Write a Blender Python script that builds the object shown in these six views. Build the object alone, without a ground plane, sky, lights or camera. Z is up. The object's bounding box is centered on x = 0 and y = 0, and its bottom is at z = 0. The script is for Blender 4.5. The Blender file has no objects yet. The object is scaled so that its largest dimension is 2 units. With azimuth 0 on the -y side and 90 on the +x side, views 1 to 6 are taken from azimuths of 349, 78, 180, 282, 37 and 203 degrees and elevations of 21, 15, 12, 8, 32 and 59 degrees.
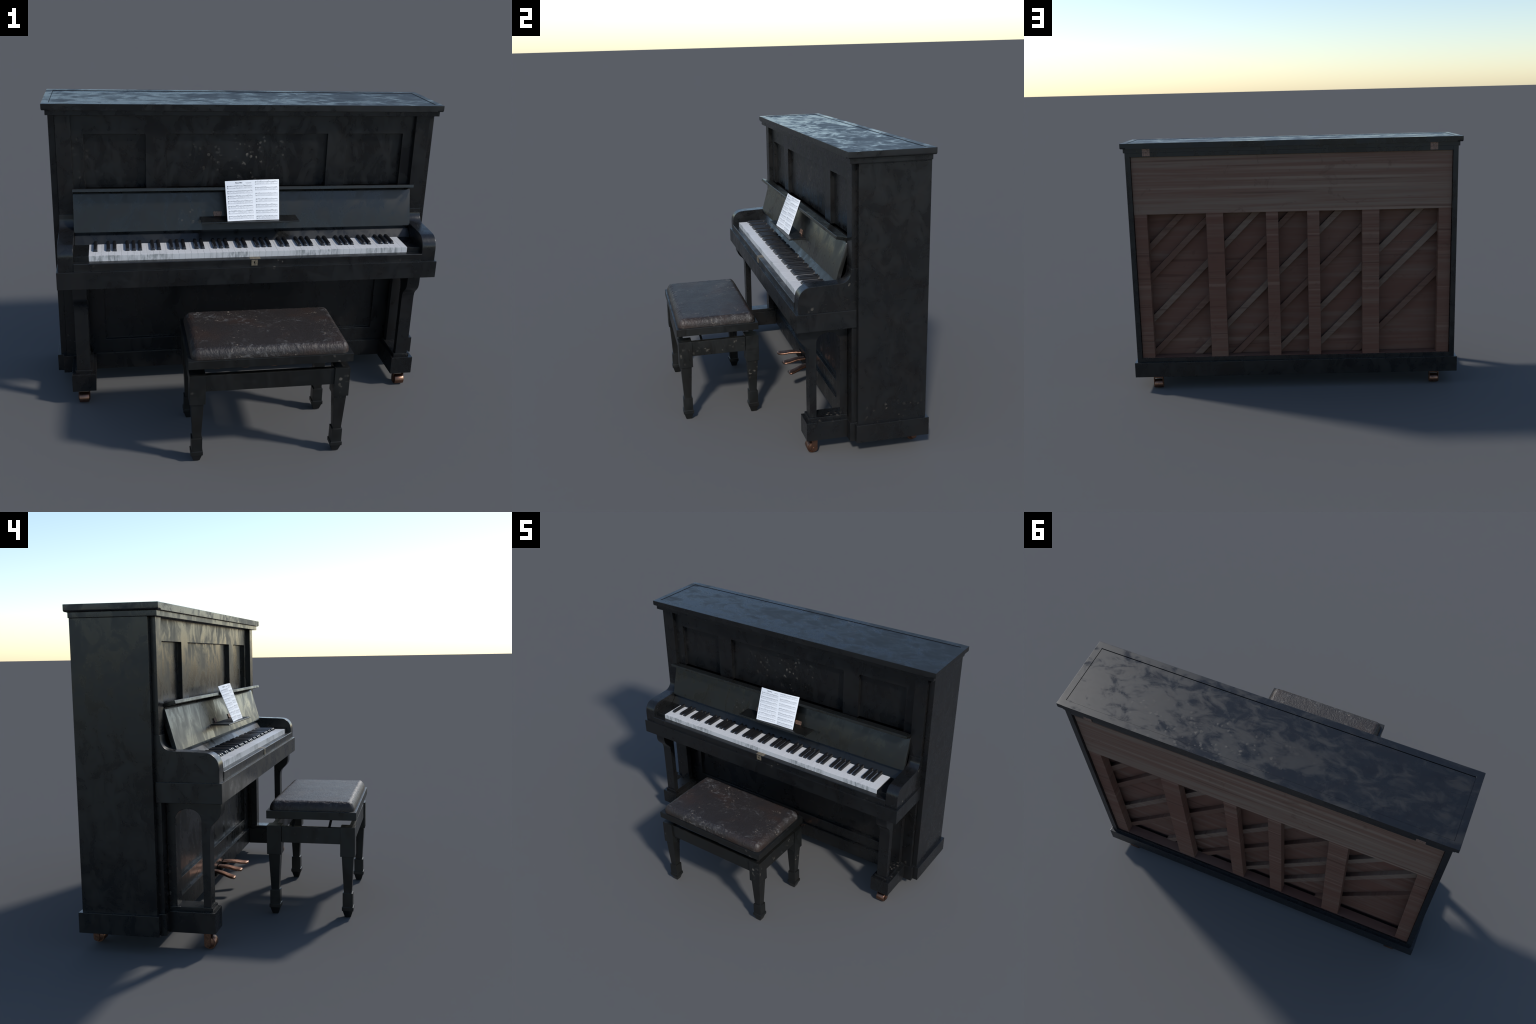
"""Old black upright piano, its stool and an open music book, built part by part."""
import bpy, bmesh, math, random
from mathutils import Vector, Matrix, noise

random.seed(7)
SC = bpy.context.scene
COL = SC.collection

# ------------------------------------------------------------------ materials
class NT:
    """Small helper around a material node tree."""
    def __init__(self, name):
        self.mat = bpy.data.materials.new(name)
        self.mat.use_nodes = True
        self.t = self.mat.node_tree
        self.bsdf = self.t.nodes["Principled BSDF"]
        self.pos = self.t.nodes.new("ShaderNodeNewGeometry").outputs["Position"]

    def n(self, kind, **kw):
        nd = self.t.nodes.new("ShaderNode" + kind)
        for k, v in kw.items():
            setattr(nd, k, v)
        return nd

    def put(self, sock, val):
        if hasattr(val, "is_linked"):
            self.t.links.new(val, sock)
        else:
            sock.default_value = val

    def math(self, op, a, b=0.0, c=0.0, clamp=False):
        nd = self.n("Math", operation=op, use_clamp=clamp)
        for i, v in enumerate((a, b, c)):
            self.put(nd.inputs[i], v)
        return nd.outputs[0]

    def mapped(self, scale=(1, 1, 1), loc=(0, 0, 0), rot=(0, 0, 0), vec=None):
        nd = self.n("Mapping")
        self.put(nd.inputs["Vector"], vec or self.pos)
        nd.inputs["Scale"].default_value = scale
        nd.inputs["Location"].default_value = loc
        nd.inputs["Rotation"].default_value = rot
        return nd.outputs[0]

    def noise(self, scale, detail=4.0, rough=0.55, dist=0.0, vec=None):
        nd = self.n("TexNoise")
        self.put(nd.inputs["Vector"], vec or self.pos)
        nd.inputs["Scale"].default_value = scale
        nd.inputs["Detail"].default_value = detail
        nd.inputs["Roughness"].default_value = rough
        nd.inputs["Distortion"].default_value = dist
        return nd.outputs["Fac"]

    def voronoi(self, scale, vec=None, feature="F1", rnd=1.0):
        nd = self.n("TexVoronoi", feature=feature)
        self.put(nd.inputs["Vector"], vec or self.pos)
        nd.inputs["Scale"].default_value = scale
        nd.inputs["Randomness"].default_value = rnd
        return nd.outputs["Distance"]

    def ramp(self, fac, stops):
        nd = self.n("ValToRGB")
        el = nd.color_ramp.elements
        while len(el) < len(stops):
            el.new(0.5)
        for e, (p, c) in zip(el, stops):
            e.position = p
            e.color = (c, c, c, 1) if not isinstance(c, tuple) else (*c, 1)
        self.put(nd.inputs[0], fac)
        return nd.outputs[0]

    def step(self, fac, a, b):
        """smooth 0..1 between a and b (a may exceed b)"""
        nd = self.n("MapRange", interpolation_type="SMOOTHSTEP")
        self.put(nd.inputs["Value"], fac)
        nd.inputs["From Min"].default_value = a
        nd.inputs["From Max"].default_value = b
        return nd.outputs["Result"]

    def lerp(self, fac, a, b):
        nd = self.n("MapRange")
        self.put(nd.inputs["Value"], fac)
        self.put(nd.inputs["To Min"], a)
        self.put(nd.inputs["To Max"], b)
        return nd.outputs["Result"]

    def mix(self, fac, a, b, mode="MIX"):
        nd = self.n("Mix", data_type="RGBA", blend_type=mode)
        self.put(nd.inputs["Factor"], fac)
        for s, v in ((nd.inputs["A"], a), (nd.inputs["B"], b)):
            pass
        ins = [s for s in nd.inputs if s.type == "RGBA"]
        for s, v in zip(ins, (a, b)):
            if isinstance(v, tuple):
                v = (*v, 1)
            self.put(s, v)
        return [o for o in nd.outputs if o.type == "RGBA"][0]

    def near(self, centre, radii, soft=1.0):
        """1 inside an ellipsoid round centre, fading to 0 at its rim"""
        v = self.mapped(scale=tuple(1 / r for r in radii),
                        loc=tuple(-c / r for c, r in zip(centre, radii)))
        nd = self.n("VectorMath", operation="LENGTH")
        self.put(nd.inputs[0], v)
        return self.step(nd.outputs["Value"], 1.0, 1.0 - soft)

    def bump(self, height, strength, dist=0.002):
        nd = self.n("Bump")
        nd.inputs["Strength"].default_value = strength
        nd.inputs["Distance"].default_value = dist
        self.put(nd.inputs["Height"], height)
        self.put(self.bsdf.inputs["Normal"], nd.outputs[0])

    def out(self, color, rough, metal=0.0, spec=0.5):
        if isinstance(color, tuple):
            color = (*color, 1)
        self.put(self.bsdf.inputs["Base Color"], color)
        self.put(self.bsdf.inputs["Roughness"], rough)
        self.bsdf.inputs["Metallic"].default_value = metal
        self.bsdf.inputs["Specular IOR Level"].default_value = spec
        return self.mat


def lacquer(name, patch=(0.26, 0.52), tint=(0.0068, 0.0074, 0.0080), grain=(1, 1, 0.35),
            chips=(), chip_all=0.0, spec=0.5, smudge=1.0, cloud=(0.40, 0.60), drift=0.0):
    m = NT(name)
    g = m.mapped(scale=grain)
    big = m.noise(4.0, 6, 0.65, 0.9, m.mapped(scale=grain, loc=(3.1, 0.7, 1.9)))
    mid = m.noise(11, 7, 0.62, 0.9, g)
    fine = m.noise(90, 3, 0.6)
    cloudy = m.math("ADD", m.math("MULTIPLY", big, cloud[0]), m.math("MULTIPLY", mid, cloud[1]))
    if drift:                                       # one end rubbed duller than the other
        sep = m.n("SeparateXYZ")
        m.put(sep.inputs[0], m.pos)
        cloudy = m.math("ADD", cloudy, m.math("MULTIPLY", sep.outputs["X"], drift))
    blot = m.step(cloudy, 0.43, 0.58)
    rough = m.lerp(blot, patch[0], patch[1])
    rough = m.math("ADD", rough, m.math("MULTIPLY", m.math("SUBTRACT", mid, 0.5), 0.16 * smudge))
    rough = m.math("ADD", rough, m.math("MULTIPLY", m.math("SUBTRACT", fine, 0.5), 0.06))
    # old polish: browner or greener black in clouds, scuffed darker blotches
    warm = m.step(m.noise(5.3, 6, 0.6, 1.2, m.mapped(loc=(9.2, 4.4, 1.3))), 0.42, 0.66)
    col = m.mix(warm, tint, tuple(c * k for c, k in zip(tint, (1.15, 0.98, 0.9))))
    stain = m.step(m.noise(7.0, 9, 0.72, 0.7, m.mapped(loc=(2.7, 8.4, 5.5))), 0.52, 0.62)
    col = m.mix(m.math("MULTIPLY", stain, 0.5), col, (tint[0] * 0.62, tint[1] * 0.42, tint[2] * 0.40))
    # flaked finish showing pale ground
    d = m.voronoi(40, m.mapped(loc=(0.3, 0.1, 0.7)))
    wob = m.noise(75, 4, 0.65)
    size = m.noise(19, 2)
    flake = m.step(m.math("ADD", d, m.math("MULTIPLY", m.math("SUBTRACT", wob, 0.5), 0.9)), 0.33, 0.20)
    flake = m.math("MULTIPLY", flake, m.step(size, 0.46, 0.58))
    region = chip_all
    for centre, radii, amt in chips:
        region = m.math("MAXIMUM", region, m.math("MULTIPLY", m.near(centre, radii), amt))
    flake = m.math("MULTIPLY", flake, region, clamp=True)
    dull = m.step(m.noise(27, 1, 0.5, 0, m.mapped(loc=(6, 1, 2))), 0.38, 0.66)
    col = m.mix(m.math("MULTIPLY", flake, m.lerp(dull, 0.20, 1.0)), col, (0.120, 0.104, 0.084))
    rough = m.math("ADD", rough, m.math("MULTIPLY", flake, 0.25), clamp=True)
    m.bump(m.math("ADD", m.math("MULTIPLY", big, 0.6), m.math("MULTIPLY", fine, 0.05)), 0.06, 0.003)
    return m.out(col, rough, 0.0, spec)


def old_wood(name, red, grey, along="x", bias=0.5, freq=42.0):
    m = NT(name)
    if along == "x":
        sc, rot = (1.1, 2.0, freq), (0, 0, 0)
        v = m.mapped(scale=sc)
        vb = m.mapped(scale=(0.5, 1, 7.0), loc=(0.4, 0, 0.9))
        ph = m.math("MULTIPLY", m.noise(2.2, 2), 0.9)
    else:                                                   # grain along the slanting ribs
        v = m.mapped(scale=(1.5, 2.0, freq * 1.3), rot=(0, math.radians(-45), 0))
        vb = m.mapped(scale=(0.5, 1, 5.0), rot=(0, math.radians(-45), 0))
        ph = 0.0
    g1 = m.noise(1.0, 5, 0.62, 0.35, v)
    g2 = m.noise(1.0, 3, 0.5, 0.2, vb)
    fine = m.noise(3.0, 4, 0.6, 0.0, v)
    f = m.math("ADD", m.math("MULTIPLY", g1, 0.75), m.math("MULTIPLY", g2, 0.55))
    f = m.step(f, 0.50 + (0.5 - bias) * 0.3, 0.84 + (0.5 - bias) * 0.3)
    col = m.mix(f, red, grey)
    streak = m.step(m.noise(1.0, 2, 0.4, 0.1, m.mapped(scale=(0.35, 1, freq * 0.55), loc=(4, 2, 7.7))), 0.63, 0.72)
    if along == "x":
        col = m.mix(m.math("MULTIPLY", streak, 0.55), col, tuple(c * 1.3 for c in grey))
    dark = m.step(m.noise(1.0, 3, 0.6, 0.2, m.mapped(scale=(0.8, 1, freq * 0.9), loc=(1, 5, 2.2))), 0.40, 0.30)
    col = m.mix(m.math("MULTIPLY", dark, 0.55), col, tuple(c * 0.5 for c in red))
    blotch = m.step(m.noise(8, 7, 0.7, 1.4), 0.58, 0.68)
    col = m.mix(m.math("MULTIPLY", blotch, 0.4), col, tuple(c * 0.6 for c in red))
    m.bump(m.math("ADD", g1, m.math("MULTIPLY", fine, 0.4)), 0.25, 0.003)
    return m.out(col, 0.68, 0.0, 0.18)


def copper(name, dull=0.0):
    m = NT(name)
    n1 = m.noise(55, 6, 0.65, 0.8)
    n2 = m.noise(300, 3)
    col = m.mix(m.step(n1, 0.45, 0.68), (0.40 - dull * 0.20, 0.215 - dull * 0.11, 0.145 - dull * 0.075), (0.13, 0.07, 0.05))
    rough = m.math("ADD", m.lerp(n1, 0.20, 0.52), m.math("MULTIPLY", n2, 0.06))
    return m.out(col, rough, 1.0)


def brass_plate(name, col, metal=0.5):
    m = NT(name)
    n1 = m.noise(120, 6, 0.7, 0.6)
    c = m.mix(m.step(n1, 0.42, 0.66), col, tuple(x * 0.45 for x in col))
    m.bump(n1, 0.2, 0.001)
    return m.out(c, m.lerp(n1, 0.4, 0.7), metal)


def ivory(name):
    m = NT(name)
    col = (0.60, 0.60, 0.605)
    # dust streaks that run down the fronts, hairline scuffs on the tops
    run = m.noise(1.0, 5, 0.6, 0.4, m.mapped(scale=(70, 26, 16)))
    clus = m.noise(5.0, 3, 0.6, 0.4, m.mapped(scale=(1, 1, 0.2), loc=(1.4, 0, 0)))
    geo = m.n("NewGeometry")
    sep = m.n("SeparateXYZ")
    m.put(sep.inputs[0], m.pos)
    front = m.step(sep.outputs["Y"], -0.028, -0.0325)
    grime = m.math("MULTIPLY", m.step(run, 0.40, 0.60), m.step(clus, 0.42, 0.58))
    grime = m.math("MULTIPLY", grime, m.lerp(front, 0.15, 0.9))
    scuff = m.step(m.noise(1.0, 6, 0.75, 1.5, m.mapped(scale=(60, 24, 60))), 0.60, 0.68)
    col = m.mix(grime, col, (0.22, 0.235, 0.24))
    col = m.mix(m.math("MULTIPLY", scuff, 0.5), col, (0.30, 0.30, 0.29))
    col = m.mix(m.math("MULTIPLY", m.noise(7, 3), 0.22), col, (0.50, 0.50, 0.49))
    return m.out(col, 0.42, 0.0, 0.4)


def leather(name):
    m = NT(name)
    cell = m.voronoi(150, m.mapped(scale=(1, 1, 0.8)), "SMOOTH_F1")
    cell2 = m.voronoi(60, None, "DISTANCE_TO_EDGE")
    crease = m.noise(1.0, 5, 0.6, 1.2, m.mapped(scale=(95, 40, 40)))
    red = m.step(m.noise(4.0, 4, 0.6, 0.5), 0.46, 0.68)
    col = m.mix(red, (0.0205, 0.0160, 0.0142), (0.030, 0.0178, 0.0130))
    # scuffs: rubbed grey smears inside cloudy areas, a few pale flakes
    area = m.step(m.noise(7.5, 4, 0.65, 0.6, m.mapped(loc=(5.1, 2.2, 0.3))), 0.49, 0.60)
    smear = m.step(m.noise(1.0, 7, 0.74, 1.3, m.mapped(scale=(24, 36, 28))), 0.47, 0.66)
    sc = m.math("MULTIPLY", area, smear)
    col = m.mix(m.math("MULTIPLY", sc, 0.85), col, (0.105, 0.100, 0.095))
    pale = m.math("MULTIPLY", m.step(m.noise(9.0, 2, 0.5, 0.4, m.mapped(loc=(1.1, 7.2, 0))), 0.54, 0.62),
                  m.step(m.noise(1.0, 5, 0.7, 0.8, m.mapped(scale=(70, 90, 70), loc=(3, 3, 0))), 0.58, 0.66))
    col = m.mix(m.math("MULTIPLY", pale, 0.9), col, (0.20, 0.165, 0.13))
    rough = m.math("ADD", m.lerp(m.noise(14, 5, 0.6), 0.40, 0.58), m.math("MULTIPLY", sc, 0.15))
    h = m.math("ADD", m.math("MULTIPLY", cell, -0.35), m.math("MULTIPLY", crease, 0.9))
    m.bump(h, 0.55, 0.004)
    return m.out(col, rough, 0.0, 0.45)


CASE = lacquer("case_lacquer", patch=(0.26, 0.37), grain=(1, 1, 0.8), chips=[
    ((0.97, 0.40, 0.24), (0.06, 0.20, 0.11), 0.7), ((0.90, 0.10, 0.19), (0.10, 0.25, 0.05), 0.8),
    ((-0.90, 0.20, 0.28), (0.10, 0.12, 0.16), 0.55), ((0.94, 0.19, 0.86), (0.05, 0.05, 0.12), 0.8),
    ((0.94, 0.02, 0.775), (0.03, 0.12, 0.05), 0.7)])
PANEL = lacquer("panel_lacquer", patch=(0.25, 0.42), grain=(1, 1, 0.6), chips=[
    ((-0.02, 0.25, 1.27), (0.36, 0.12, 0.19), 1.0), ((0.02, 0.25, 1.20), (0.16, 0.12, 0.13), 1.0),
    ((-0.85, 0.25, 1.2), (0.2, 0.2, 0.3), 0.25)])
FALL = lacquer("fallboard_lacquer", patch=(0.25, 0.40), tint=(0.0066, 0.0074, 0.0070), grain=(1, 1, 0.5), chips=[  # tint darkened and greened to offset blue sky reflected by the leaning board
    ((-0.28, 0.16, 0.96), (0.16, 0.08, 0.07), 0.55)])
BED = lacquer("keybed_lacquer", patch=(0.28, 0.41), grain=(1, 1, 0.7), chips=[
    ((0.10, -0.07, 0.775), (0.28, 0.03, 0.035), 0.9), ((-0.16, -0.07, 0.775), (0.12, 0.03, 0.03), 0.9),
    ((-0.78, -0.07, 0.775), (0.08, 0.03, 0.03), 0.9), ((0.75, -0.07, 0.77), (0.1, 0.03, 0.03), 0.5)])
LID = lacquer("lid_lacquer", patch=(0.24, 0.45), grain=(0.8, 1.25, 1), smudge=1.5, cloud=(0.55, 0.45), drift=0.055, chips=[
    ((0.28, 0.46, 1.51), (0.75, 0.22, 0.05), 0.55)])
KICK = lacquer("lower_lacquer", patch=(0.24, 0.38), grain=(1, 1, 0.6), chips=[
    ((0.4, 0.2, 0.36), (0.5, 0.1, 0.2), 0.35)])
STOOL = lacquer("stool_lacquer", patch=(0.30, 0.46), tint=(0.0062, 0.0068, 0.0064), grain=(1, 1, 0.5), chips=[
    ((0.37, -0.37, 0.42), (0.05, 0.20, 0.16), 0.95), ((0.33, -0.57, 0.39), (0.07, 0.05, 0.16), 0.9),
    ((0.36, -0.18, 0.27), (0.05, 0.07, 0.10), 1.0), ((0.28, -0.58, 0.51), (0.10, 0.03, 0.04), 0.9),
    ((-0.34, -0.58, 0.38), (0.06, 0.05, 0.05), 0.5), ((-0.36, -0.36, 0.40), (0.03, 0.12, 0.08), 0.5),
    ((-0.36, -0.18, 0.23), (0.05, 0.06, 0.09), 0.4)])
EBONY = NT("ebony_key")
EBONY = EBONY.out(EBONY.mix(EBONY.noise(40, 4), (0.009, 0.009, 0.010), (0.013, 0.013, 0.014)),
                  EBONY.lerp(EBONY.noise(60, 3), 0.22, 0.38))
IVORY = ivory("ivory_key")
COPPER = copper("worn_copper")
CASTER = copper("caster_copper", 0.7)
HINGE = brass_plate("copper_hinge", (0.25, 0.15, 0.11), 0.3)
BRASS = brass_plate("dull_brass", (0.20, 0.165, 0.115), 0.3)
LEATHER = leather("brown_leather")
PINE_BACK = old_wood("back_board_wood", (0.148, 0.080, 0.057), (0.184, 0.130, 0.098), bias=0.50, freq=52)
PINE_POST = old_wood("back_post_wood", (0.122, 0.057, 0.040), (0.150, 0.093, 0.068), bias=0.36, freq=60)
SPRUCE = old_wood("soundboard_wood", (0.124, 0.059, 0.042), (0.143, 0.092, 0.070), bias=0.36, freq=26)
RIB_RED = old_wood("rib_wood_red", (0.112, 0.058, 0.041), (0.135, 0.082, 0.060), "rib", 0.4)
RIB_PALE = old_wood("rib_wood_pale", (0.135, 0.084, 0.062), (0.165, 0.116, 0.088), "rib", 0.6)
VOID = NT("dark_interior").out((0.004, 0.004, 0.004), 0.9, 0.0, 0.1)  # base colour blackened to carry the shade inside hollows
FELT = NT("black_felt").out((0.006, 0.006, 0.006), 0.85, 0.0, 0.2)
_p = NT("music_paper")
PAPER = _p.out(_p.mix(_p.noise(30, 4), (0.94, 0.95, 0.97), (0.91, 0.92, 0.94)), 0.55, 0.0, 0.5)
INK = NT("printed_ink").out((0.15, 0.15, 0.16), 0.6, 0.0, 0.3)
INK_LINE = NT("printed_stave_line").out((0.48, 0.48, 0.50), 0.6, 0.0, 0.3)

# ------------------------------------------------------------------ modelling helpers
def thing(name, label, category, at):
    e = bpy.data.objects.new(name, None)
    e.location = at
    e.empty_display_size = 0.1
    e["label"], e["category"] = label, category
    COL.objects.link(e)
    bpy.context.view_layer.update()
    return e


def origin_of(parent):
    p, loc = parent, Vector((0, 0, 0))
    while p is not None:
        loc += Vector(p.location)
        p = p.parent
    return loc


def finish(bm, name, mat, parent, bevel=0.0, seg=2, sharp=35, min_angle=28):
    if bevel > 0:
        bmesh.ops.recalc_face_normals(bm, faces=bm.faces)
        es = [e for e in bm.edges if len(e.link_faces) == 2 and e.calc_face_angle(0) > math.radians(min_angle)]
        bmesh.ops.bevel(bm, geom=es, offset=bevel, segments=seg, profile=0.5, affect="EDGES", clamp_overlap=True)
    bmesh.ops.recalc_face_normals(bm, faces=bm.faces)
    off = origin_of(parent)
    bmesh.ops.translate(bm, verts=bm.verts, vec=-off)
    me = bpy.data.meshes.new(name)
    bm.to_mesh(me)
    bm.free()
    for p in me.polygons:
        p.use_smooth = True
    me.set_sharp_from_angle(angle=math.radians(sharp))
    me.materials.append(mat)
    ob = bpy.data.objects.new(name, me)
    COL.objects.link(ob)
    ob.parent = parent
    if bevel > 0:
        crisp(ob)
    return ob


def crisp(ob):
    """keep the big faces flat between their rounded arrises"""
    w = ob.modifiers.new("flat_faces", "WEIGHTED_NORMAL")
    w.mode, w.weight, w.keep_sharp = "FACE_AREA", 100, True


def add_box(bm, x0, x1, y0, y1, z0, z1):
    r = bmesh.ops.create_cube(bm, size=1.0)
    for v in r["verts"]:
        v.co = Vector(((x0 + x1) / 2 + v.co.x * (x1 - x0), (y0 + y1) / 2 + v.co.y * (y1 - y0),
                       (z0 + z1) / 2 + v.co.z * (z1 - z0)))
    return r["verts"]


def box(name, mat, parent, x, y, z, bevel=0.0015, seg=2):
    bm = bmesh.new()
    add_box(bm, *x, *y, *z)
    return finish(bm, name, mat, parent, bevel, seg)


def extrude_x(name, mat, parent, prof, x0, x1, bevel=0.0015, seg=2, min_angle=40):
    """prism along x from a closed (y, z) profile"""
    bm = bmesh.new()
    a = [bm.verts.new((x0, y, z)) for y, z in prof]
    b = [bm.verts.new((x1, y, z)) for y, z in prof]
    fa, fb = bm.faces.new(a), bm.faces.new(list(reversed(b)))
    n = len(prof)
    for i in range(n):
        bm.faces.new((a[i], b[i], b[(i + 1) % n], a[(i + 1) % n]))
    ob = finish(bm, name, mat, parent, bevel, seg, 35, min_angle)
    return ob


def arc(cy, cz, ry, rz, a0, a1, n):
    return [(cy + ry * math.cos(math.radians(a0 + (a1 - a0) * i / n)),
             cz + rz * math.sin(math.radians(a0 + (a1 - a0) * i / n))) for i in range(n + 1)]


def plate(name, mat, parent, u, v, levels, holes, to3d, bevel=0.0012):
    """rectangular plate with sunk rectangles; levels=(front, back), holes=[(u0,u1,v0,v1,level)]"""
    us = sorted({u[0], u[1], *[h[0] for h in holes], *[h[1] for h in holes]})
    vs = sorted({v[0], v[1], *[h[2] for h in holes], *[h[3] for h in holes]})
    front, back = levels
    def lev(i, j):
        cu, cv = (us[i] + us[i + 1]) / 2, (vs[j] + vs[j + 1]) / 2
        w = front
        for h in holes:                              # later holes lie inside earlier ones
            if h[0] < cu < h[1] and h[2] < cv < h[3]:
                w = h[4]
        return w
    bm = bmesh.new()
    cache = {}
    def vert(a, b, w):
        k = (round(a, 5), round(b, 5), round(w, 5))
        if k not in cache:
            cache[k] = bm.verts.new(to3d(a, b, w))
        return cache[k]
    nu, nv = len(us) - 1, len(vs) - 1
    def quad(*pts):
        vv = [vert(*p) for p in pts]
        if len(set(vv)) >= 3:
            try:
                bm.faces.new(vv)
            except ValueError:
                pass
    for i in range(nu):
        for j in range(nv):
            w = lev(i, j)
            quad((us[i], vs[j], w), (us[i + 1], vs[j], w), (us[i + 1], vs[j + 1], w), (us[i], vs[j + 1], w))
            quad((us[i], vs[j], back), (us[i], vs[j + 1], back), (us[i + 1], vs[j + 1], back), (us[i + 1], vs[j], back))
            if i + 1 < nu and abs(lev(i + 1, j) - w) > 1e-6:
                w2 = lev(i + 1, j)
                quad((us[i + 1], vs[j], w), (us[i + 1], vs[j], w2), (us[i + 1], vs[j + 1], w2), (us[i + 1], vs[j + 1], w))
            if j + 1 < nv and abs(lev(i, j + 1) - w) > 1e-6:
                w2 = lev(i, j + 1)
                quad((us[i], vs[j + 1], w), (us[i], vs[j + 1], w2), (us[i + 1], vs[j + 1], w2), (us[i + 1], vs[j + 1], w))
            if i == 0:
                quad((us[0], vs[j], w), (us[0], vs[j + 1], w), (us[0], vs[j + 1], back), (us[0], vs[j], back))
            if i == nu - 1:
                quad((us[-1], vs[j], w), (us[-1], vs[j], back), (us[-1], vs[j + 1], back), (us[-1], vs[j + 1], w))
            if j == 0:
                quad((us[i], vs[0], w), (us[i], vs[0], back), (us[i + 1], vs[0], back), (us[i + 1], vs[0], w))
            if j == nv - 1:
                quad((us[i], vs[-1], w), (us[i + 1], vs[-1], w), (us[i + 1], vs[-1], back), (us[i], vs[-1], back))
    bmesh.ops.dissolve_limit(bm, angle_limit=math.radians(1), verts=bm.verts, edges=bm.edges)
    return finish(bm, name, mat, parent, bevel, 2)


def link_copy(src, name, parent, loc):
    o = src.copy()
    o.name = name
    COL.objects.link(o)
    o.parent = parent
    o.location = loc
    return o


def mirror_copy(ob, name=None):
    """same part on the other side: mesh mirrored in x = 0"""
    me = ob.data.copy()
    me.transform(Matrix.Scale(-1, 4, (1, 0, 0)))
    me.flip_normals()
    o = bpy.data.objects.new(name or ob.name.split(".")[0], me)
    COL.objects.link(o)
    o.parent = ob.parent
    if ob.modifiers:
        crisp(o)
    return o


# ================================================================== PIANO
piano = thing("upright_piano", "old black lacquered upright piano with open keyboard, copper pedals and casters",
              "piano", (0, 0.28, 0))

# ---- lid and cornice
box_lid = plate("lid", LID, piano, (-0.999, 0.999), (0.1665, 0.587), (1.5160, 1.4835),
                [(-0.9655, 0.9655, 0.2035, 0.5515, 1.5100), (-0.9637, 0.9637, 0.2053, 0.5497, 1.5139)], lambda a, b, w: (a, b, w), bevel=0.0)
bm = bmesh.new()
bm.from_mesh(box_lid.data)
outer = [e for e in bm.edges if len(e.link_faces) == 2 and e.calc_face_angle(0) > 0.5 and
         any(abs(abs(v.co.x) - 0.999) < 1e-4 for v in e.verts)]
low = [e for e in outer if all(v.co.z < 1.49 for v in e.verts)]
top = [e for e in outer if e not in low]
bmesh.ops.bevel(bm, geom=low, offset=0.008, segments=4, profile=0.5, affect="EDGES")
top = [e for e in bm.edges if len(e.link_faces) == 2 and e.calc_face_angle(0) > 0.9]
top = [e for e in top if any(abs(abs(v.co.x) - 0.999) < 1e-4 for v in e.verts) or all(v.co.y < 0.168 or v.co.y > 0.586 for v in e.verts)]
bmesh.ops.bevel(bm, geom=top, offset=0.0022, segments=2, profile=0.5, affect="EDGES")
bm.to_mesh(box_lid.data)
bm.free()
for p in box_lid.data.polygons:
    p.use_smooth = True
box_lid.data.set_sharp_from_angle(angle=math.radians(35))
crisp(box_lid)
box("cornice", CASE, piano, (-0.983, 0.983), (0.1795, 0.5745), (1.4595, 1.4845), 0.0018)

# ---- carcase
side = box("side_panel", CASE, piano, (0.944, 0.9745), (0.2235, 0.5735), (0.170, 1.4600), 0.0018)
mirror_copy(side)
stile = box("front_stile", CASE, piano, (0.8695, 0.9425), (0.2000, 0.320), (0.172, 1.4605), 0.0020)
mirror_copy(stile)
box("plinth", CASE, piano, (-0.9910, 0.9910), (0.2110, 0.5870), (0.0820, 0.1755), 0.0020)
sb = box("stile_base", CASE, piano, (0.862, 0.9605), (0.1870, 0.260), (0.0795, 0.1785), 0.0018)
mirror_copy(sb)
box("kick_board", KICK, piano, (-0.8635, 0.8635), (0.2075, 0.262), (0.0810, 0.1725), 0.0015)

# ---- panelled fronts
XZ = lambda a, b, w: (a, w, b)
plate("upper_panel", PANEL, piano, (-0.8705, 0.8705), (1.0850, 1.4600), (0.2245, 0.27),
      [(-0.8125, -0.5135, 1.0850, 1.3600, 0.2465), (-0.4110, 0.4110, 1.0850, 1.3600, 0.2465),
       (0.5135, 0.8125, 1.0850, 1.3600, 0.2465)], XZ, 0.0014)
box("action_shelf", VOID, piano, (-0.868, 0.868), (0.2190, 0.3400), (1.0560, 1.0620), 0.0)
box("action_back", VOID, piano, (-0.868, 0.868), (0.3300, 0.3350), (1.0400, 1.1300), 0.0)
plate("lower_panel", KICK, piano, (-0.8705, 0.8705), (0.1715, 0.685), (0.2210, 0.30),
      [(-0.7370, 0.7370, 0.2500, 0.630, 0.2400)], XZ, 0.0018)

# ---- keybed, cheeks, key slip
box("keybed", BED, piano, (-0.9535, 0.9535), (-0.0735, 0.2225), (0.6718, 0.7605), 0.0020)
cheek_prof = ([(-0.0610, 0.7590), (-0.0615, 0.820)]
              + arc(0.002, 0.8250, 0.0625, 0.0645, 172, 97, 9)
              + [(0.030, 0.8915), (0.090, 0.8930), (0.140, 0.8945)]
              + arc(0.1420, 0.9460, 0.0535, 0.0515, -82, -4, 7)
              + [(0.1960, 0.962), (0.2300, 0.962), (0.2300, 0.7590)])
cheek = extrude_x("key_cheek", CASE, piano, cheek_prof, 0.8720, 0.9445, 0.0022, 2, 40)
mirror_copy(cheek)
kb = box("key_block", CASE, piano, (0.8030, 0.8722), (-0.0335, 0.150), (0.7950, 0.8255), 0.0016)
mirror_copy(kb)
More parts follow.
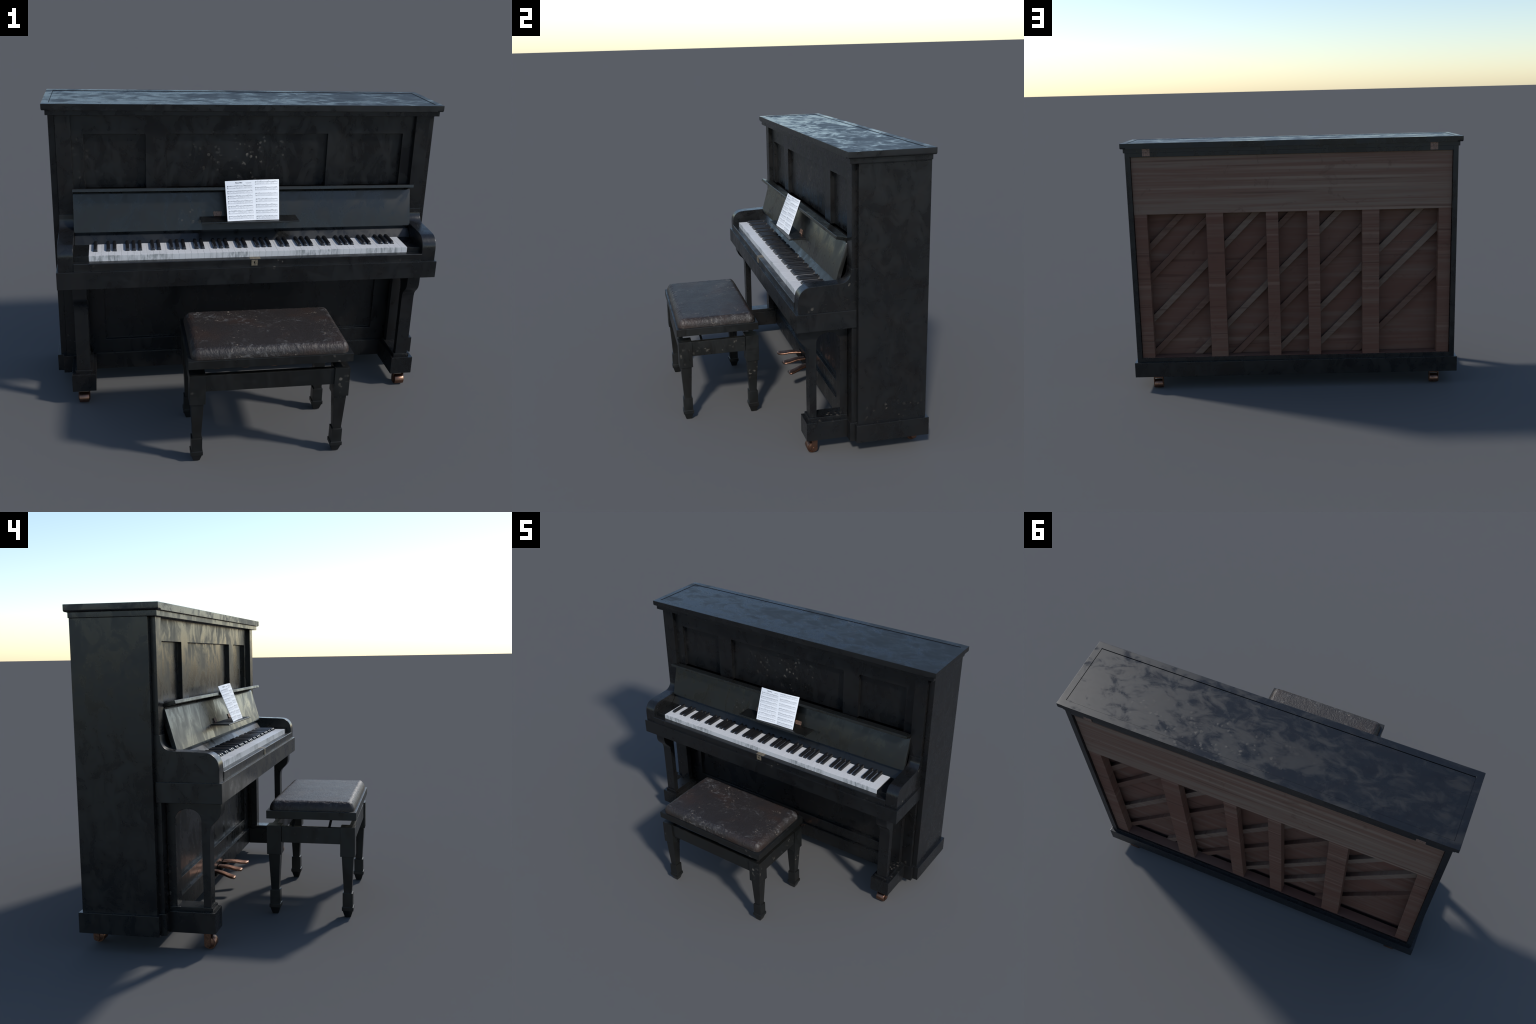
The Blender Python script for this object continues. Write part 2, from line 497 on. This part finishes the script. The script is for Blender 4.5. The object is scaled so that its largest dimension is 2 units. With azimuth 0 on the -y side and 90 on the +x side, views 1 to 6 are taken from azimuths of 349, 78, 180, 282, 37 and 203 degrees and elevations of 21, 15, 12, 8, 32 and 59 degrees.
slip_prof = ([(-0.0640, 0.7590), (-0.0630, 0.7700), (-0.0640, 0.7790), (-0.0650, 0.7980)]
             + [(-0.0630, 0.8000), (-0.0300, 0.8000)] + [(0.02, 0.7960), (0.02, 0.7590)])
extrude_x("key_slip", BED, piano, slip_prof, -0.8725, 0.8725, 0.001, 2, 40)
box("key_bottom", VOID, piano, (-0.865, 0.865), (0.0, 0.222), (0.7600, 0.7955), 0.0)
# lock in the middle of the key slip
lock = plate("lock_plate", BRASS, piano, (-0.0155, 0.0155), (0.7660, 0.7955), (-0.0672, -0.0600),
             [(-0.0030, 0.0030, 0.7770, 0.7890, -0.0655), (-0.0016, 0.0016, 0.7710, 0.7770, -0.0655)], XZ, 0.0004)
hole = box("keyhole", VOID, lock, (-0.0024, 0.0024), (-0.0668, -0.0650), (0.7775, 0.7885), 0.0004)
box("strike_plate", BRASS, piano, (-0.0230, 0.0310), (-0.0640, -0.0345), (0.7995, 0.8008), 0.0003)

# ---- keys: 52 white, 36 black, low A to high C
PITCH = 1.601 / 52
def white_mesh():
    bm = bmesh.new()
    w = PITCH - 0.0004
    add_box(bm, -w / 2, w / 2, -0.0335, 0.150, 0.7975, 0.8280)
    return finish(bm, "white_key", IVORY, piano, 0.0006, 2)
def black_mesh():
    """tapered sharp with a rounded top and a sloping front"""
    bm = bmesh.new()
    def ring(y, wb, wt, zt):
        pts = [(-wb / 2, 0.8270)] + [(-wt / 2 * c, zb) for c, zb in
               ((1.0, zt - 0.0045), (0.86, zt - 0.0015), (0.5, zt - 0.0002))]
        pts += [(-x, z) for x, z in reversed(pts)]
        return [bm.verts.new((x, y, z)) for x, z in pts]
    rings = [ring(0.0200, 0.0205, 0.0190, 0.8325), ring(0.0225, 0.0205, 0.0175, 0.8375),
             ring(0.0275, 0.0205, 0.0165, 0.8415), ring(0.0330, 0.0205, 0.0160, 0.8425),
             ring(0.150, 0.0205, 0.0160, 0.8425)]
    for a, b in zip(rings, rings[1:]):
        for i in range(len(a)):
            j = (i + 1) % len(a)
            bm.faces.new((a[i], a[j], b[j], b[i]))
    bm.faces.new(rings[0])
    bm.faces.new(list(reversed(rings[-1])))
    return finish(bm, "black_key", EBONY, piano, 0.0, 2, 42)
wk, bk = white_mesh(), black_mesh()
first_w = first_b = True
for i in range(52):
    x = -0.8005 + PITCH * (i + 0.5)
    dz = random.uniform(-0.0004, 0.0004)
    if first_w:
        wk.location, first_w = (x, 0, dz), False
    else:
        link_copy(wk, "white_key", piano, (x, 0, dz))
    if i < 51 and "ABCDEFG"[i % 7] not in "BE":
        xb = x + PITCH / 2
        if first_b:
            bk.location, first_b = (xb, 0, 0), False
        else:
            link_copy(bk, "black_key", piano, (xb, 0, random.uniform(-0.0004, 0.0003)))

# ---- fall board behind the keys, its lip, hinge rail and music ledge
rail_prof = [(0.1230, 0.8255), (0.1235, 0.8300), (0.1570, 0.8680), (0.1630, 0.8770), (0.1660, 0.8885),
             (0.2150, 0.8885), (0.2150, 0.8255)]
extrude_x("key_rail", FALL, piano, rail_prof, -0.8705, 0.8705, 0.001, 2, 40)
def tilt(y, z):                                   # along and across the leaning board
    return y, z
fb_prof = [(0.1432, 0.8850), (0.1440, 0.8838), (0.1640, 0.8890), (0.1660, 0.8915),
           (0.2180, 1.0760), (0.2160, 1.0800), (0.2000, 1.0740), (0.1935, 1.0640)]
fb = extrude_x("fall_board", FALL, piano, fb_prof, -0.8725, 0.8725, 0.0, 2, 40)
# round the board's upper corners
bm = bmesh.new()
bm.from_mesh(fb.data)
ups = [e for e in bm.edges if abs(abs(e.verts[0].co.x) - 0.8725) < 1e-4 and abs(e.verts[0].co.x - e.verts[1].co.x) < 1e-5
       and all(v.co.z > 1.072 for v in e.verts) and abs(e.verts[0].co.y - e.verts[1].co.y) > 0.01]
bmesh.ops.bevel(bm, geom=ups, offset=0.016, segments=4, profile=0.5, affect="EDGES")
ed = [e for e in bm.edges if len(e.link_faces) == 2 and e.calc_face_angle(0) > 0.9]
bmesh.ops.bevel(bm, geom=ed, offset=0.0015, segments=2, profile=0.5, affect="EDGES")
bm.to_mesh(fb.data)
bm.free()
for p in fb.data.polygons:
    p.use_smooth = True
fb.data.set_sharp_from_angle(angle=math.radians(35))
crisp(fb)
lip_prof = [(0.1455, 1.0912), (0.1448, 1.0930), (0.1478, 1.1050), (0.1495, 1.1070), (0.2130, 1.0905), (0.2165, 1.0880), (0.2130, 1.0750)]
lip = extrude_x("fall_board_lip", FALL, piano, lip_prof, -0.8725, 0.8725, 0.0014, 2, 40)
def face_y(z):                                    # front of the leaning board at height z
    return 0.1440 + (z - 0.8870) * (0.1905 - 0.1440) / (1.0700 - 0.8870)
ledge_prof = [(0.0665, 0.9425), (0.0655, 0.9455), (0.0670, 0.9500), (face_y(0.95) + 0.006, 0.9505), (face_y(0.945) + 0.006, 0.9425)]
ledge = extrude_x("music_ledge", FALL, piano, ledge_prof, -0.2485, 0.2485, 0.0012, 2, 40)
for xc in (-0.158, 0.138):
    bm = bmesh.new()
    for dx in (-0.0125, 0.0, 0.0125):             # three knuckles and one leaf
        r = bmesh.ops.create_cone(bm, cap_ends=True, segments=12, radius1=0.0042, radius2=0.0042, depth=0.0120,
                                  matrix=Matrix.Translation((xc + dx, face_y(0.955) - 0.001, 0.9545)) @ Matrix.Rotation(math.pi / 2, 4, "Y"))
    vs = add_box(bm, xc - 0.022, xc + 0.022, -0.0012, 0.0012, -0.0095, 0.0095)
    rot = Matrix.Rotation(-math.atan2(0.0465, 0.183), 4, "X")
    for v in vs:
        c = rot @ Vector((0, v.co.y, v.co.z))
        v.co = Vector((v.co.x, c.y + face_y(0.9660) - 0.0008, c.z + 0.9660))
    finish(bm, "ledge_hinge", HINGE, ledge, 0.0004, 1)

# ---- arched leg frames standing on toe blocks
leg_prof = ([(0.1960, 0.1900), (0.1960, 0.6735), (-0.0490, 0.6735), (-0.0495, 0.6400)]
            + [(-0.0480, 0.6200), (-0.0430, 0.6040), (-0.0350, 0.5920), (-0.0235, 0.5800), (-0.0120, 0.5690),
               (-0.0045, 0.5590), (0.0000, 0.5480), (0.0025, 0.5350), (0.0035, 0.5200)]
            + [(0.0040, 0.1900), (0.0385, 0.1900), (0.0410, 0.5850)]
            + arc(0.1005, 0.5850, 0.0590, 0.0500, 180, 0, 16)[1:-1] + [(0.1595, 0.5850), (0.1600, 0.1900)])
leg = extrude_x("leg", CASE, piano, leg_prof, 0.8165, 0.8835, 0.0018, 2, 40)
leg_l = mirror_copy(leg)
for L, s in ((leg, 1), (leg_l, -1)):
    box("toe_block", CASE, L, tuple(sorted((0.7900 * s, 0.9090 * s))), (-0.0190, 0.2060), (0.0802, 0.1763), 0.0020)
    box("toe_step", CASE, L, tuple(sorted((0.8040 * s, 0.8905 * s))), (-0.0045, 0.1945), (0.1755, 0.1945), 0.0022)

# ---- casters
def caster(parent, x, y):
    fork = bmesh.new()
    add_box(fork, x - 0.0290, x - 0.0255, y - 0.0050, y + 0.0250, 0.0200, 0.0805)
    add_box(fork, x + 0.0255, x + 0.0290, y - 0.0050, y + 0.0250, 0.0200, 0.0805)
    add_box(fork, x - 0.0285, x + 0.0285, y - 0.0048, y + 0.0248, 0.0700, 0.0803)
    for sx in (-0.0272, 0.0272):
        bmesh.ops.create_cone(fork, cap_ends=True, segments=24, radius1=0.0150, radius2=0.0150, depth=0.0034,
                              matrix=Matrix.Translation((x + sx, y + 0.0098, 0.0205)) @ Matrix.Rotation(math.pi / 2, 4, "Y"))
        bmesh.ops.create_cone(fork, cap_ends=True, segments=12, radius1=0.0034, radius2=0.0026, depth=0.0080,
                              matrix=Matrix.Translation((x + sx, y + 0.0050, 0.0270)) @ Matrix.Rotation(math.pi / 2, 4, "Y"))
    f = finish(fork, "caster", CASTER, parent, 0.0006, 1)
    bm = bmesh.new()
    prof = [(-0.0255, 0.012), (-0.0225, 0.0215), (-0.0255, 0.0222), (-0.0255, 0.0260), (-0.0235, 0.0272), (0.0235, 0.0272),
            (0.0255, 0.0260), (0.0255, 0.0222), (0.0225, 0.0215), (0.0255, 0.012)]
    rings = []
    for i in range(40):
        a = math.tau * i / 40
        rings.append([bm.verts.new((x + px * 0.96, y + r * math.cos(a), 0.0272 + r * math.sin(a))) for px, r in prof])
    for i in range(40):
        a, b = rings[i], rings[(i + 1) % 40]
        for k in range(len(prof) - 1):
            bm.faces.new((a[k], a[k + 1], b[k + 1], b[k]))
    bm.faces.new([r[0] for r in rings])
    bm.faces.new([r[-1] for r in reversed(rings)])
    finish(bm, "caster_wheel", CASTER, f, 0.0, 1, 40)
for sx in (-0.8535, 0.8535):
    caster(piano, sx, 0.0170)
    caster(piano, sx, 0.5450)

# ---- pedals
def pedal(xr, xt):
    """flat tongue from its root at xr, widening and fanning out to a rounded toe at xt"""
    spine = [(0.2300, 0.1370), (0.2000, 0.1370), (0.1750, 0.1365), (0.1550, 0.1345), (0.1350, 0.1310), (0.1180, 0.1270),
             (0.1030, 0.1240), (0.0920, 0.1228), (0.0840, 0.1222), (0.0780, 0.1218), (0.0738, 0.1215), (0.0712, 0.1212)]
    half = [0.0200, 0.0205, 0.0212, 0.0222, 0.0234, 0.0246, 0.0256, 0.0258, 0.0248, 0.0222, 0.0178, 0.0110]
    bm = bmesh.new()
    rings = []
    for k, ((y, z), w) in enumerate(zip(spine, half)):
        t = 0.0068 * (1.0 if k < 9 else (0.95, 0.84, 0.55)[k - 9])
        xc = xr + (xt - xr) * (0.2070 - y) / 0.13
        ring = []
        for q in range(20):
            a = math.tau * q / 20
            c, s = math.cos(a), math.sin(a)
            ring.append(bm.verts.new((xc + w * math.copysign(abs(c) ** 0.40, c), y, z + t * math.copysign(abs(s) ** 0.55, s))))
        rings.append(ring)
    for a, b in zip(rings, rings[1:]):
        for q in range(20):
            r = (q + 1) % 20
            bm.faces.new((a[q], a[r], b[r], b[q]))
    bm.faces.new(rings[0])
    bm.faces.new(list(reversed(rings[-1])))
    p = finish(bm, "pedal", COPPER, piano, 0.0, 1, 60)
    box("pedal_buffer", FELT, p, (xr - 0.022, xr + 0.022), (0.1860, 0.2120), (0.1120, 0.1310), 0.002)
    box("pedal_slot", VOID, p, (xr - 0.024, xr + 0.024), (0.2055, 0.2150), (0.1270, 0.1480), 0.0008)
for xr, xt in ((-0.1030, -0.1570), (0.0, 0.0), (0.1030, 0.1570)):
    pedal(xr, xt)

# ---- back: black frame, board, posts, soundboard with slanting ribs
bm = bmesh.new()
add_box(bm, -0.9445, 0.9445, 0.5300, 0.5730, 1.4350, 1.4600)
add_box(bm, -0.9445, 0.9445, 0.5300, 0.5730, 0.1740, 0.1990)
finish(bm, "back_frame", CASE, piano, 0.0012, 2)
box("back_board", PINE_BACK, piano, (-0.9430, 0.9430), (0.5000, 0.5605), (1.0930, 1.4355), 0.0015)
for x0, x1 in ((0.8675, 0.9425), (0.4135, 0.5155), (0.0865, 0.1590)):
    p = box("back_post", PINE_POST, piano, (x0, x1), (0.5125, 0.5590), (0.1985, 1.0935), 0.0015)
    mirror_copy(p)
box("back_shelf", PINE_POST, piano, (-0.9430, 0.9430), (0.5065, 0.5620), (0.1780, 0.2000), 0.0012)
box("soundboard", SPRUCE, piano, (-0.9430, 0.9430), (0.4740, 0.4860), (0.1760, 1.1200), 0.001)
def rib(c, mat):
    """45 degree strip x + z = c (upper edge), clipped to the soundboard"""
    w, X, Z0, Z1 = 0.050, 0.935, 0.2020, 1.1000
    poly = [(-3.0, c + 3.0), (3.0, c - 3.0), (3.0, c - w - 3.0), (-3.0, c - w + 3.0)]
    def clip(poly, f):
        out = []
        for i, p in enumerate(poly):
            q = poly[(i + 1) % len(poly)]
            a, b = f(p), f(q)
            if a >= 0:
                out.append(p)
            if (a >= 0) != (b >= 0):
                t = a / (a - b)
                out.append((p[0] + (q[0] - p[0]) * t, p[1] + (q[1] - p[1]) * t))
        return out
    for f in (lambda p: p[0] + X, lambda p: X - p[0], lambda p: p[1] - Z0, lambda p: Z1 - p[1]):
        poly = clip(poly, f)
    bm = bmesh.new()
    a = [bm.verts.new((x, 0.4850, z)) for x, z in poly]
    b = [bm.verts.new((x, 0.5120, z)) for x, z in poly]
    bm.faces.new(a)
    bm.faces.new(list(reversed(b)))
    for i in range(len(poly)):
        j = (i + 1) % len(poly)
        bm.faces.new((a[i], b[i], b[j], a[j]))
    finish(bm, "soundboard_rib", mat, piano, 0.0012, 1)
for c, mat in ((1.777, RIB_RED), (1.591, RIB_RED), (1.329, RIB_PALE), (1.110, RIB_RED), (0.830, RIB_PALE),
               (0.592, RIB_RED), (0.347, RIB_PALE), (0.130, RIB_PALE), (-0.148, RIB_RED)):
    rib(c, mat)
for x0 in (0.8260, -0.8540):
    bm = bmesh.new()
    add_box(bm, x0, x0 + 0.0445, 0.5720, 0.5760, 1.4620, 1.4835)
    add_box(bm, x0, x0 + 0.0445, 0.5720, 0.5760, 1.4400, 1.4610)
    for k in range(3):
        bmesh.ops.create_cone(bm, cap_ends=True, segments=10, radius1=0.0024, radius2=0.0024, depth=0.0138,
                              matrix=Matrix.Translation((x0 + 0.0075 + 0.0148 * k, 0.5760, 1.4615)) @ Matrix.Rotation(math.pi / 2, 4, "Y"))
    finish(bm, "lid_hinge", HINGE, piano, 0.0005, 1)

# ================================================================== STOOL
stool = thing("piano_stool", "black wooden piano stool with worn brown leather cushion", "stool", (0, -0.3655, 0))
CY = -0.3655
plate("seat_frame", STOOL, stool, (-0.3750, 0.3750), (-0.5870, -0.1440), (0.5340, 0.4935),
      [], lambda a, b, w: (a, b, w), 0.0022)
# cushion: a grid pulled into a soft rounded slab, then wrinkled
def cushion():
    bm = bmesh.new()
    NX, NY = 250, 150
    hx, hy, z0, h = 0.3610, 0.2115, 0.5325, 0.0485
    r = 0.035
    grid = []
    for j in range(NY + 1):
        row = []
        for i in range(NX + 1):
            a, b = 2 * i / NX - 1, 2 * j / NY - 1
            # crowd the rows toward the rim, where the slab curves
            a = math.copysign(1 - (1 - abs(a)) ** 1.35, a)
            b = math.copysign(1 - (1 - abs(b)) ** 1.35, b)
            x, y = a * hx, b * hy
            # rounded plan corners
            k = 0.034
            ex, ey = max(abs(x) - (hx - k), 0), max(abs(y) - (hy - k), 0)
            m = max(ex, ey)
            if ex > 0 and ey > 0:
                l = math.hypot(ex, ey)
                x = math.copysign(hx - k + ex * m / l, x)
                y = math.copysign(hy - k + ey * m / l, y)
            # distance from the rim gives the height
            dx, dy = hx - abs(x), hy - abs(y)
            if dx < k and dy < k:
                d = k - math.hypot(k - dx, k - dy)
            else:
                d = min(dx, dy)
            d = max(d, 0.0)
            def edge(dd, rr):
                return 1.0 if dd >= rr else math.sqrt(max(0.0, 1 - ((rr - dd) / rr) ** 2.0))
            e = edge(d, r)
            z = z0 + h * (0.10 + 0.90 * e) if d > 1e-6 else z0
            z += 0.0030 * (1 - (x / hx) ** 2) * (1 - (y / hy) ** 2) - 0.0015
            # wrinkles, strongest where the leather turns over the front and end rims
            rim = math.exp(-((d - 0.016) / 0.020) ** 2)
            p = Vector((x * 62, y * 34, 1.7))
            p.x += p.y * 0.35
            w = noise.noise(p + noise.noise_vector(p * 0.5) * 2.2)
            p2 = Vector((x * 150, y * 120, 4.2))
            w2 = noise.noise(p2 + noise.noise_vector(p2 * 0.3) * 0.8)
            lump = noise.noise(Vector((x * 9, y * 9, 3.1)))
            if d > 1e-6:
                z += 0.0022 * rim * w + 0.0007 * w2 * (0.45 + rim) + 0.0012 * lump
            row.append(bm.verts.new((x, CY + y, z)))
        grid.append(row)
    for j in range(NY):
        for i in range(NX):
            bm.faces.new((grid[j][i], grid[j][i + 1], grid[j + 1][i + 1], grid[j + 1][i]))
    rim = [grid[0][i] for i in range(NX + 1)] + [grid[j][NX] for j in range(1, NY + 1)] + \
          [grid[NY][i] for i in range(NX - 1, -1, -1)] + [grid[j][0] for j in range(NY - 1, 0, -1)]
    bm.faces.new(list(reversed(rim)))
    return finish(bm, "cushion", LEATHER, stool, 0.0, 1, 60)
cushion()
# aprons
box("apron", STOOL, stool, (-0.3000, 0.3000), (-0.5730, -0.5480), (0.3720, 0.4530), 0.0015)
box("apron", STOOL, stool, (-0.3000, 0.3000), (-0.1830, -0.1580), (0.3720, 0.4530), 0.0015)
ap = box("apron", STOOL, stool, (0.3370, 0.3620), (-0.5130, -0.2180), (0.3720, 0.4530), 0.0015)
mirror_copy(ap)
# turned-square legs, built from stacked square sections
def stool_leg(cx, cy):
    sec = [(0.0000, 0.0145), (0.0050, 0.0165), (0.0340, 0.0250), (0.0345, 0.0285), (0.0530, 0.0285), (0.0535, 0.0250),
           (0.1240, 0.0250), (0.1250, 0.0195), (0.3105, 0.0290), (0.3110, 0.0360), (0.4570, 0.0360)]
    bm = bmesh.new()
    rings = [[bm.verts.new((cx + sx * h, cy + sy * h, z)) for sx, sy in ((-1, -1), (1, -1), (1, 1), (-1, 1))] for z, h in sec]
    for a, b in zip(rings, rings[1:]):
        for q in range(4):
            r = (q + 1) % 4
            bm.faces.new((a[q], a[r], b[r], b[q]))
    bm.faces.new(list(reversed(rings[0])))
    bm.faces.new(rings[-1])
    finish(bm, "leg", STOOL, stool, 0.0012, 2)
for cx in (-0.3320, 0.3320):
    for cy in (-0.5450, -0.1805):
        stool_leg(cx, cy)
# lifting gear: short slanting bars between the side aprons and the seat
for cx in (-0.3220, 0.3220):
    for cy in (-0.4520, -0.2690):
        bm = bmesh.new()
        r = add_box(bm, -0.0060, 0.0060, -0.0060, 0.0060, -0.0480, 0.0480)
        R = Matrix.Translation((cx, cy, 0.4500)) @ Matrix.Rotation(math.radians(13), 4, "X")
        bmesh.ops.transform(bm, matrix=R, verts=r)
        finish(bm, "lift_bar", FELT, stool, 0.001, 1)

# ================================================================== SHEET MUSIC
music = thing("sheet_music", "open two-page piano score with printed staves, resting on the ledge", "sheet music", (0.015, 0.082, 0.9500))
TL, TR = Vector((-0.1255, 0.1530, 1.1365)), Vector((0.1510, 0.1570, 1.1430))
BL, BR = Vector((-0.1180, 0.0760, 0.9512)), Vector((0.1470, 0.0880, 0.9512))
TM, BM = Vector((0.0190, 0.1430, 1.1450)), Vector((0.0270, 0.0855, 0.9520))
def page_point(side, u, v, lift=0.0):
    """u left to right, v top to bottom on one bowed page"""
    if side == 0:
        a, b, c, d = TL, TM, BL, BM
        bow = -0.006 * math.sin(math.pi * min(1, u * 1.05)) * (1 - 0.5 * v)
    else:
        a, b, c, d = TM, TR, BM, BR
        bow = -0.005 * math.sin(math.pi * u) * (1 - 0.4 * v)
    p = (a * (1 - u) + b * u) * (1 - v) + (c * (1 - u) + d * u) * v
    nrm = Vector((0, -0.95, 0.31))
    return p + nrm * (-bow * 0.6 + lift)
def page(side, name):
    bm = bmesh.new()
    N, M = 14, 10
    for lift, flip in ((0.0, False), (-0.0012, True)):
        g = [[bm.verts.new(page_point(side, i / N, j / M, lift)) for i in range(N + 1)] for j in range(M + 1)]
        for j in range(M):
            for i in range(N):
                f = (g[j][i], g[j][i + 1], g[j + 1][i + 1], g[j + 1][i])
                bm.faces.new(tuple(reversed(f)) if flip else f)
        if not flip:
            top = g
    r0 = lambda g: [g[0][i] for i in range(N + 1)] + [g[j][N] for j in range(1, M + 1)] + \
        [g[M][i] for i in range(N - 1, -1, -1)] + [g[j][0] for j in range(M - 1, 0, -1)]
    A, B = r0(top), r0(g)
    for i in range(len(A)):
        j = (i + 1) % len(A)
        bm.faces.new((A[i], B[i], B[j], A[j]))
    return finish(bm, name, PAPER, music, 0.0, 1, 50)
pages = [page(0, "page"), page(1, "page")]
LINES, MARKS = bmesh.new(), bmesh.new()
def mark(bm, side, u0, u1, v0, v1, lift=0.0005):
    n = max(1, int((u1 - u0) / 0.12))
    for k in range(n):
        a, b = u0 + (u1 - u0) * k / n, u0 + (u1 - u0) * (k + 1) / n
        q = [page_point(side, a, v0, lift), page_point(side, b, v0, lift), page_point(side, b, v1, lift), page_point(side, a, v1, lift)]
        bm.faces.new([bm.verts.new(p) for p in q])
rs = random.Random(11)
def system(side, v, u0, u1, first):
    hgt, st = 0.076, 0.0215
    for s0 in (v, v + hgt - st):
        for k in range(5):
            y = s0 + st * k / 4
            mark(LINES, side, u0, u1, y - 0.0006, y + 0.0006)
    bars = rs.randint(4, 8)
    for k in range(bars + 1):
        x = u0 + (u1 - u0) * k / bars
        if k in (0, bars):
            mark(MARKS if k == 0 and side == 0 else LINES, side, x - 0.002, x + 0.002, v, v + hgt)
        else:
            for s0 in (v, v + hgt - st):
                mark(LINES, side, x - 0.0015, x + 0.0015, s0, s0 + st)
    mark(MARKS, side, u0 + 0.010, u0 + 0.026, v - 0.003, v + st + 0.003, 0.0007)
    mark(MARKS, side, u0 + 0.010, u0 + 0.026, v + hgt - st + 0.002, v + hgt - 0.004, 0.0007)
    x = u0 + 0.05
    while x < u1 - 0.02:                           # notes: heads, stems, now and then a beam
        y = v + rs.uniform(-0.002, st)
        mark(MARKS, side, x, x + 0.011, y - 0.0026, y + 0.0026, 0.0007)
        mark(MARKS, side, x + 0.0095, x + 0.012, y - 0.013, y, 0.0007)
        if rs.random() < 0.3:
            mark(MARKS, side, x, x + 0.045, y - 0.0145, y - 0.0115, 0.0007)
        if rs.random() < 0.4:
            y2 = v + hgt - st + rs.uniform(0, st)
            mark(MARKS, side, x, x + 0.011, y2 - 0.0026, y2 + 0.0026, 0.0007)
        x += rs.uniform(0.018, 0.042)
    x = u0 + (0.30 if first else 0.08)
    while x < u1 - 0.08:                           # line of words between the staves
        w = rs.uniform(0.02, 0.06)
        if rs.random() < 0.72:
            mark(LINES, side, x, x + w, v + 0.036, v + 0.0425)
        x += w + 0.014
for k in range(7):
    system(0, 0.125 + 0.1255 * k, 0.065, 0.925, k == 0)
    system(1, 0.042 + 0.1425 * k, 0.045, 0.935, False)
for r in ((0.70, 0.91, 0.060), (0.73, 0.90, 0.070)):
    mark(LINES, 0, r[0], r[1], r[2], r[2] + 0.007)
stave = finish(LINES, "printed_stave", INK_LINE, music)
stave["kind"] = "stuff"
notes = finish(MARKS, "printed_note", INK, music)
notes["kind"] = "stuff"
# heading of the piece
cu = bpy.data.curves.new("title_text", "FONT")
cu.body, cu.size, cu.align_x, cu.align_y = "Piano Man", 0.0085, "CENTER", "CENTER"
cu.offset = 0.0002
tmp = bpy.data.objects.new("title_text", cu)
COL.objects.link(tmp)
bpy.context.view_layer.update()
me = bpy.data.meshes.new_from_object(tmp.evaluated_get(bpy.context.evaluated_depsgraph_get()))
bpy.data.objects.remove(tmp)
bm = bmesh.new()
bm.from_mesh(me)
W, H = (TM - TL).length, (BL - TL).length
for v in bm.verts:
    v.co = page_point(0, 0.47 + v.co.x / W, 0.055 - v.co.y / H, 0.0007)
finish(bm, "title", INK, music)
